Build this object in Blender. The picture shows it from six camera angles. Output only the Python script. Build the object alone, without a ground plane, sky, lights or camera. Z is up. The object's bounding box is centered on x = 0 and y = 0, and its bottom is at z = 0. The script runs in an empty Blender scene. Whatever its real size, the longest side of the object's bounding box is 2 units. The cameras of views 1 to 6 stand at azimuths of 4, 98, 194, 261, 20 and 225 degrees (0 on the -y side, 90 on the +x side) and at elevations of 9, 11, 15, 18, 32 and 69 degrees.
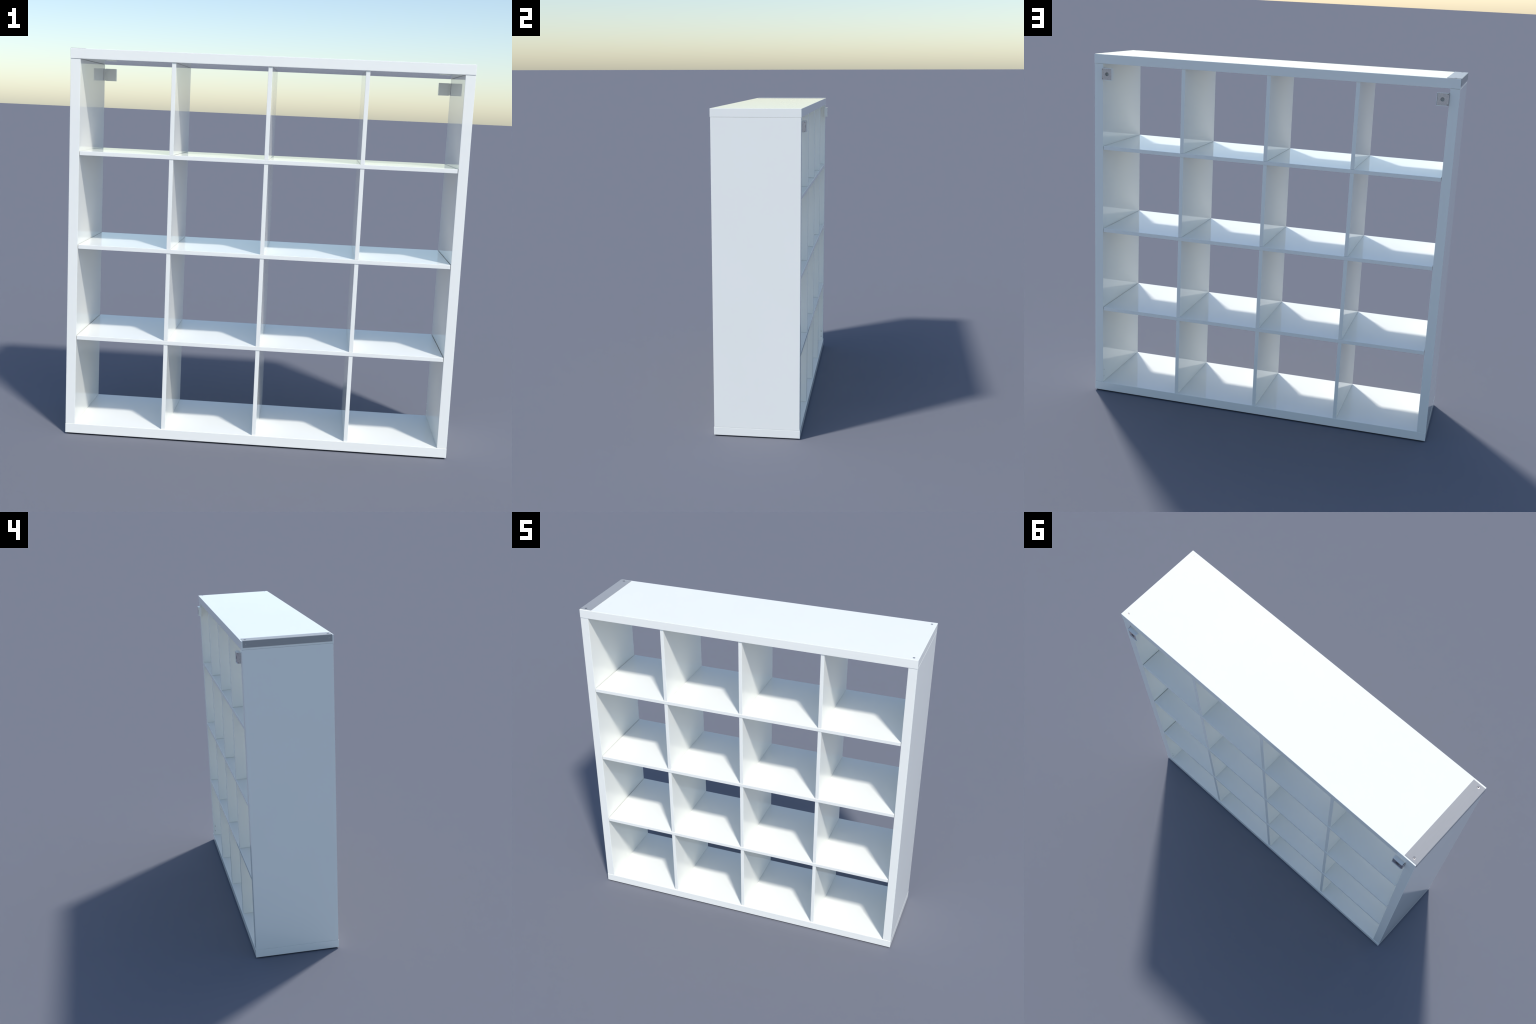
"""White glossy open cube bookcase (4 x 4 cells) with a grey metal edge strip on
the top and two wall brackets at the back."""
import bpy, bmesh, math
from mathutils import Vector, Matrix

# ------------------------------------------------------------------ sizes (metres)
MID_X = 0.001                 # the metal strip adds 2 mm on the -x side only
FRONT, BACK = -0.2755, 0.2565  # outer faces of the top and base panels in y
MID_Y = (FRONT + BACK) / 2
HALF_W = 0.999                # half width of the top and base panels
Z_BASE, Z_TOP = 0.0050, 1.9976
THICK = 0.0501                # outer panels
SIDE_THICK = 0.0499
BOARD = 0.0210                # shelf boards and dividers
PITCH = 0.4787                # from board to board
Z_MID = 1.0008
SIDE_IN = HALF_W - 0.0003 - SIDE_THICK   # inner face of a side panel, from MID_X
BEVEL = 0.0016

# ------------------------------------------------------------------ materials
def new_material(name):
    m = bpy.data.materials.new(name)
    m.use_nodes = True
    return m, m.node_tree.nodes, m.node_tree.links, m.node_tree.nodes["Principled BSDF"]

def glossy_white():
    m, n, l, p = new_material("glossy_white_foil")
    co = n.new("ShaderNodeTexCoord")
    noise = n.new("ShaderNodeTexNoise")
    noise.inputs["Scale"].default_value = 3.0
    noise.inputs["Detail"].default_value = 2.0
    ramp = n.new("ShaderNodeValToRGB")
    ramp.color_ramp.elements[0].position, ramp.color_ramp.elements[1].position = 0.3, 0.7
    ramp.color_ramp.elements[0].color = (0.966, 0.970, 0.914, 1)
    ramp.color_ramp.elements[1].color = (0.976, 0.980, 0.924, 1)
    l.new(co.outputs["Object"], noise.inputs["Vector"])
    l.new(noise.outputs["Fac"], ramp.inputs["Fac"])
    l.new(ramp.outputs["Color"], p.inputs["Base Color"])
    p.inputs["Roughness"].default_value = 0.025
    p.inputs["IOR"].default_value = 1.5
    return m

def strip_metal():
    m, n, l, p = new_material("grey_strip_metal")
    co = n.new("ShaderNodeTexCoord")
    mp = n.new("ShaderNodeMapping")
    mp.inputs["Scale"].default_value = (40, 6, 40)
    noise = n.new("ShaderNodeTexNoise")
    noise.inputs["Scale"].default_value = 4.0
    noise.inputs["Detail"].default_value = 4.0
    ramp = n.new("ShaderNodeValToRGB")
    ramp.color_ramp.elements[0].color = (0.360, 0.360, 0.360, 1)
    ramp.color_ramp.elements[1].color = (0.390, 0.390, 0.390, 1)
    l.new(co.outputs["Object"], mp.inputs["Vector"])
    l.new(mp.outputs["Vector"], noise.inputs["Vector"])
    l.new(noise.outputs["Fac"], ramp.inputs["Fac"])
    l.new(ramp.outputs["Color"], p.inputs["Base Color"])
    p.inputs["Roughness"].default_value = 0.3
    return m

def bracket_metal():
    m, n, l, p = new_material("galvanised_bracket_metal")
    co = n.new("ShaderNodeTexCoord")
    vor = n.new("ShaderNodeTexNoise")
    vor.inputs["Scale"].default_value = 190.0
    vor.inputs["Detail"].default_value = 5.0
    ramp = n.new("ShaderNodeValToRGB")
    ramp.color_ramp.elements[0].position, ramp.color_ramp.elements[1].position = 0.3, 0.7
    ramp.color_ramp.elements[0].color = (0.55, 0.525, 0.535, 1)
    ramp.color_ramp.elements[1].color = (0.68, 0.65, 0.66, 1)
    l.new(co.outputs["Object"], vor.inputs["Vector"])
    l.new(vor.outputs["Fac"], ramp.inputs["Fac"])
    l.new(ramp.outputs["Color"], p.inputs["Base Color"])
    bump = n.new("ShaderNodeBump")
    bump.inputs["Strength"].default_value = 0.25
    bump.inputs["Distance"].default_value = 0.001
    l.new(vor.outputs["Fac"], bump.inputs["Height"])
    l.new(bump.outputs["Normal"], p.inputs["Normal"])
    p.inputs["Metallic"].default_value = 1.0
    p.inputs["Roughness"].default_value = 0.33
    return m

def plain(name, colour, rough, metallic=0.0):
    m, n, l, p = new_material(name)
    co = n.new("ShaderNodeTexCoord")
    noise = n.new("ShaderNodeTexNoise")
    noise.inputs["Scale"].default_value = 60.0
    ramp = n.new("ShaderNodeValToRGB")
    ramp.color_ramp.elements[0].color = (*[c * 0.96 for c in colour], 1)
    ramp.color_ramp.elements[1].color = (*[min(1, c * 1.04) for c in colour], 1)
    l.new(co.outputs["Object"], noise.inputs["Vector"])
    l.new(noise.outputs["Fac"], ramp.inputs["Fac"])
    l.new(ramp.outputs["Color"], p.inputs["Base Color"])
    p.inputs["Roughness"].default_value = rough
    p.inputs["Metallic"].default_value = metallic
    return m

WHITE = glossy_white()
STRIP = strip_metal()
GALV = bracket_metal()
SCREW = plain("steel_screw", (0.33, 0.33, 0.34), 0.36, 1.0)
DARK = plain("dark_plinth", (0.03, 0.03, 0.032), 0.8)

# ------------------------------------------------------------------ mesh helpers
def make_object(name, mesh, material, parent, location=(0, 0, 0)):
    o = bpy.data.objects.new(name, mesh)
    bpy.context.scene.collection.objects.link(o)
    if material is not None and not mesh.materials:
        mesh.materials.append(material)
    o.parent = parent
    o.location = location
    return o

def box_bmesh(sx, sy, sz, bevel):
    bm = bmesh.new()
    bmesh.ops.create_cube(bm, size=1.0)
    bmesh.ops.scale(bm, vec=(sx, sy, sz), verts=bm.verts)
    if bevel > 0:
        bmesh.ops.bevel(bm, geom=list(bm.edges), offset=bevel, segments=3,
                        profile=0.5, affect='EDGES', clamp_overlap=True)
    return bm

def box_mesh(name, sx, sy, sz, bevel=BEVEL):
    bm = box_bmesh(sx, sy, sz, bevel)
    me = bpy.data.meshes.new(name)
    bm.to_mesh(me)
    bm.free()
    return me

def rod_bmesh(bm, radius, depth, centre, axis):
    """Add a closed cylinder along 'x', 'y' or 'z' to a bmesh."""
    turn = {'z': Matrix(), 'x': Matrix.Rotation(math.pi / 2, 4, 'Y'),
            'y': Matrix.Rotation(math.pi / 2, 4, 'X')}[axis]
    bmesh.ops.create_cone(bm, cap_ends=True, segments=28, radius1=radius, radius2=radius,
                          depth=depth, matrix=Matrix.Translation(centre) @ turn)

def drill(obj, holes):
    """Cut round blind holes: (centre in object space, axis, radius, depth)."""
    bm = bmesh.new()
    for centre, axis, radius, depth in holes:
        rod_bmesh(bm, radius, depth, Vector(centre), axis)
    me = bpy.data.meshes.new("drill")
    bm.to_mesh(me)
    bm.free()
    cutter = bpy.data.objects.new("drill", me)
    bpy.context.scene.collection.objects.link(cutter)
    cutter.matrix_world = Matrix.Translation(obj.location)
    mod = obj.modifiers.new("holes", 'BOOLEAN')
    mod.operation, mod.solver, mod.object = 'DIFFERENCE', 'EXACT', cutter
    bpy.context.view_layer.update()
    deps = bpy.context.evaluated_depsgraph_get()
    fresh = bpy.data.meshes.new_from_object(obj.evaluated_get(deps))
    obj.modifiers.clear()
    old = obj.data
    obj.data = fresh
    bpy.data.meshes.remove(old)
    bpy.data.objects.remove(cutter)
    bpy.data.meshes.remove(me)

# ------------------------------------------------------------------ the bookcase
root = bpy.data.objects.new("bookcase", None)
bpy.context.scene.collection.objects.link(root)
root["label"] = "white glossy open bookcase with sixteen square cells"
root["category"] = "bookcase"

depth = BACK - FRONT
HOLE_X, HOLE_Y = 0.9695, 0.2395      # fixing holes, measured from the middle

# top and base panels lie over and under the sides
top = make_object("top_panel", box_mesh("top_panel", 2 * HALF_W, depth, THICK), WHITE, root,
                  (MID_X, MID_Y, Z_TOP - THICK / 2))
drill(top, [((sx * HOLE_X, sy * HOLE_Y, THICK / 2), 'z', 0.0068, 0.036)
            for sx in (-1, 1) for sy in (-1, 1)]
          )
make_object("base_panel", box_mesh("base_panel", 2 * HALF_W, depth, THICK), WHITE, root,
            (MID_X, MID_Y, Z_BASE + THICK / 2))

# side panels, set back 2 mm, with a hairline joint to the top and base
side_z0, side_z1 = Z_BASE + THICK + 0.0005, Z_TOP - THICK - 0.0006
side_h, side_zc = side_z1 - side_z0, (side_z0 + side_z1) / 2
side_depth = depth - 2 * 0.0020
BRACKET_HOLE_Y = 0.2405
BASE_HOLES_Z = (0.0890, 0.1312)
for s in (-1, 1):
    o = make_object("side_panel", box_mesh("side_panel", SIDE_THICK, side_depth, side_h), WHITE, root,
                    (MID_X + s * (SIDE_IN + SIDE_THICK / 2), MID_Y, side_zc))
    drill(o, [((-s * SIDE_THICK / 2, BRACKET_HOLE_Y - MID_Y, z - side_zc), 'x', 0.0036, 0.03)
              for z in BASE_HOLES_Z])

# three full-width shelf boards, a small gap at both ends
board_depth = depth - 2 * 0.0026
board_mesh = box_mesh("shelf_board", 2 * (SIDE_IN - 0.0026), board_depth, BOARD, 0.0013)
board_mesh.materials.append(WHITE)
shelf_z = [Z_MID + k * PITCH for k in (-1, 0, 1)]
for z in shelf_z:
    make_object("shelf_board", board_mesh, WHITE, root, (MID_X, MID_Y, z))

# short dividers standing between the boards
levels = [Z_BASE + THICK] + [v for z in shelf_z for v in (z - BOARD / 2, z + BOARD / 2)] + [Z_TOP - THICK]
divider_depth = depth - 2 * 0.0050
divider_meshes = {}
for row in range(4):
    z0, z1 = levels[2 * row] + 0.0005, levels[2 * row + 1] - 0.0004
    key = round(z1 - z0, 4)
    if key not in divider_meshes:
        divider_meshes[key] = box_mesh("divider", BOARD - 0.0003, divider_depth, z1 - z0, 0.0013)
        divider_meshes[key].materials.append(WHITE)
    for col in (-1, 0, 1):
        make_object("divider", divider_meshes[key], WHITE, root,
                    (MID_X + col * PITCH, MID_Y, (z0 + z1) / 2))

# ------------------------------------------------------------------ metal edge strip on the -x end of the top
def angle_strip(name, width, drop, wall, bend, length):
    """L profile folded over an outer corner at the origin (corner at x=0, z=0, body on +x / -z)."""
    outer = [(width, wall)]
    steps = 6
    for i in range(steps + 1):
        a = math.pi / 2 + i * (math.pi / 2) / steps
        outer.append((-wall + bend + bend * math.cos(a), wall - bend + bend * math.sin(a)))
    outer.append((-wall, -drop))
    skin = 0.0002
    inner = [(-skin, -drop), (-skin, skin), (width, skin)]
    pts = outer + inner
    bm = bmesh.new()
    near = [bm.verts.new((x, -length / 2, z)) for x, z in pts]
    far = [bm.verts.new((x, length / 2, z)) for x, z in pts]
    k = len(pts)
    for i in range(k):
        bm.faces.new((near[i], near[(i + 1) % k], far[(i + 1) % k], far[i]))
    bm.faces.new(list(reversed(near)))
    bm.faces.new(far)
    bmesh.ops.recalc_face_normals(bm, faces=bm.faces)
    me = bpy.data.meshes.new(name)
    bm.to_mesh(me)
    bm.free()
    return me

left = MID_X - HALF_W
strip_len = depth - 2 * 0.0085
strip = make_object("metal_strip", angle_strip("metal_strip", 0.0722, 0.0382, 0.0020, 0.0032, strip_len),
                    STRIP, root, (left, MID_Y, Z_TOP))
drill(strip, [((HALF_W - HOLE_X, sy * HOLE_Y, 0.0), 'z', 0.0078, 0.012) for sy in (-1, 1)]
           + [((0.0, sy * HOLE_Y, -0.0180), 'x', 0.0026, 0.012) for sy in (-1, 1)])

# sunk hexagon-socket screws in the four holes of the top: a dished rim round a six-sided socket
def dished_screw(name, rim, material):
    """Revolve the dish profile; the socket below it has six sides."""
    rings = [(rim, 0.0, 24), (rim * 0.93, 0.0003, 24), (rim * 0.38, 0.0001, 24), (rim * 0.35, -0.0100, 24)]
    bm = bmesh.new()
    loops = []
    for radius, z, count in rings:
        loop = []
        for i in range(count):
            a = i * math.tau / count
            rr = radius
            if radius < rim * 0.8:           # hexagon instead of a circle
                rr = radius * math.cos(math.pi / 6) / math.cos((a % (math.pi / 3)) - math.pi / 6)
            loop.append(bm.verts.new((rr * math.cos(a), rr * math.sin(a), z)))
        loops.append(loop)
    for up, down in zip(loops, loops[1:]):
        for i in range(len(up)):
            j = (i + 1) % len(up)
            bm.faces.new((up[i], up[j], down[j], down[i]))
    bm.faces.new(list(reversed(loops[-1])))
    # outer wall and underside close the head
    under = [bm.verts.new((rim * math.cos(i * math.tau / 24), rim * math.sin(i * math.tau / 24), -0.0150)) for i in range(24)]
    for i in range(24):
        j = (i + 1) % 24
        bm.faces.new((loops[0][j], loops[0][i], under[i], under[j]))
    bm.faces.new(under)
    bmesh.ops.recalc_face_normals(bm, faces=bm.faces)
    me = bpy.data.meshes.new(name)
    bm.to_mesh(me)
    bm.free()
    me.materials.append(material)
    return me

for sx, rim, sink in ((-1, 0.0073, -0.0006), (1, 0.0066, 0.0008)):   # the strip's heads are wider and sit in the strip
    head = dished_screw("socket_screw", rim, SCREW)
    for sy in (-1, 1):
        make_object("socket_screw", head, None, top, (sx * HOLE_X, sy * HOLE_Y, THICK / 2 - sink))

# ------------------------------------------------------------------ wall brackets behind the top corners
B_Z0, B_Z1 = 1.8595, 1.9255
B_H, B_ZC = B_Z1 - B_Z0, (B_Z0 + B_Z1) / 2
B_W = 0.0625
Y_FLANGE, Y_IN, Y_OUT = 0.2250, 0.2535, 0.2755
for s in (-1, 1):
    x_wall = MID_X + s * SIDE_IN
    # profile in plan view: flange along the side panel, round bend, back plate
    wall, bend, off = 0.0022, 0.0070, 0.0004
    p = [(off, Y_FLANGE)]
    y_plate = Y_OUT - 0.0022
    for i in range(7):
        a = math.pi + -i * (math.pi / 2) / 6
        p.append((off + bend + bend * math.cos(a), y_plate - bend + bend * math.sin(a)))
    p.append((B_W - 0.0035, y_plate))
    q = [(B_W - 0.0035, y_plate - wall)]
    for i in range(7):
        a = math.pi / 2 + i * (math.pi / 2) / 6
        q.append((off + bend + (bend - wall) * math.cos(a), y_plate - bend + (bend - wall) * math.sin(a)))
    q.append((off + wall, Y_FLANGE))
    prof = p + q
    bm = bmesh.new()
    hz = B_H / 2 - 0.0024
    lo = [bm.verts.new((-s * x, y - Y_IN, -hz)) for x, y in prof]
    hi = [bm.verts.new((-s * x, y - Y_IN, hz)) for x, y in prof]
    k = len(prof)
    for i in range(k):
        bm.faces.new((lo[i], lo[(i + 1) % k], hi[(i + 1) % k], hi[i]))
    bm.faces.new(list(reversed(lo)))
    bm.faces.new(hi)
    bmesh.ops.recalc_face_normals(bm, faces=bm.faces)
    me = bpy.data.meshes.new("wall_bracket")
    bm.to_mesh(me)
    bm.free()
    br = make_object("wall_bracket", me, GALV, root, (x_wall, Y_IN, B_ZC))
    # fixing hole in the back plate, and the two relief slots at the bend
    cx = -s * 0.0325
    drill(br, [((cx, y_plate - Y_IN, 0.0), 'y', 0.0103, 0.008)])
    bmc = bmesh.new()
    for zz in (-1, 1):
        bmesh.ops.create_cube(bmc, size=1.0, matrix=Matrix.Translation((-s * 0.0045, y_plate - Y_IN, zz * (hz - 0.0045)))
                              @ Matrix.Diagonal((0.0090, 0.0110, 0.0030, 1)))
    mc = bpy.data.meshes.new("slot")
    bmc.to_mesh(mc)
    bmc.free()
    cut = bpy.data.objects.new("slot", mc)
    bpy.context.scene.collection.objects.link(cut)
    cut.matrix_world = Matrix.Translation(br.location)
    mod = br.modifiers.new("slots", 'BOOLEAN')
    mod.operation, mod.solver, mod.object = 'DIFFERENCE', 'EXACT', cut
    bpy.context.view_layer.update()
    fresh = bpy.data.meshes.new_from_object(br.evaluated_get(bpy.context.evaluated_depsgraph_get()))
    br.modifiers.clear()
    br.data = fresh
    bpy.data.objects.remove(cut)

    # pale plastic tray behind the plate: floor towards the room, three lips round the plate
    tray = bmesh.new()
    def slab(x0, x1, y0, y1, z0, z1):
        bmesh.ops.create_cube(tray, size=1.0, matrix=Matrix.Translation(
            (-s * (x0 + x1) / 2, (y0 + y1) / 2 - Y_IN, (z0 + z1) / 2))
            @ Matrix.Diagonal((x1 - x0, y1 - y0, z1 - z0, 1)))
    lip = 0.0024
    h = B_H / 2
    x_in = off + wall - 0.0003
    slab(x_in, B_W - lip, Y_IN, Y_IN + 0.0030, -h + lip, h - lip)          # floor
    slab(off + wall + 0.0001, off + wall + 0.0012, Y_FLANGE - 0.0004, Y_IN, -h + 0.001, h - 0.001)   # cover of the flange
    slab(B_W - lip, B_W, Y_IN, Y_OUT, -h, h)                               # free side
    slab(0.0050, B_W - lip, Y_IN, Y_OUT, h - lip, h)                       # upper lip
    slab(0.0050, B_W - lip, Y_IN, Y_OUT, -h, -h + lip)                     # lower lip
    tm = bpy.data.meshes.new("bracket_tray")
    tray.to_mesh(tm)
    tray.free()
    t = make_object("bracket_tray", tm, WHITE, br)

# ------------------------------------------------------------------ dark recessed plinth under the base
PLINTH_IN = 0.0075
make_object("plinth", box_mesh("plinth", 2 * (HALF_W - PLINTH_IN), depth - 2 * PLINTH_IN, Z_BASE + 0.004, 0.0), DARK, root,
            (MID_X, MID_Y, (Z_BASE + 0.004) / 2))
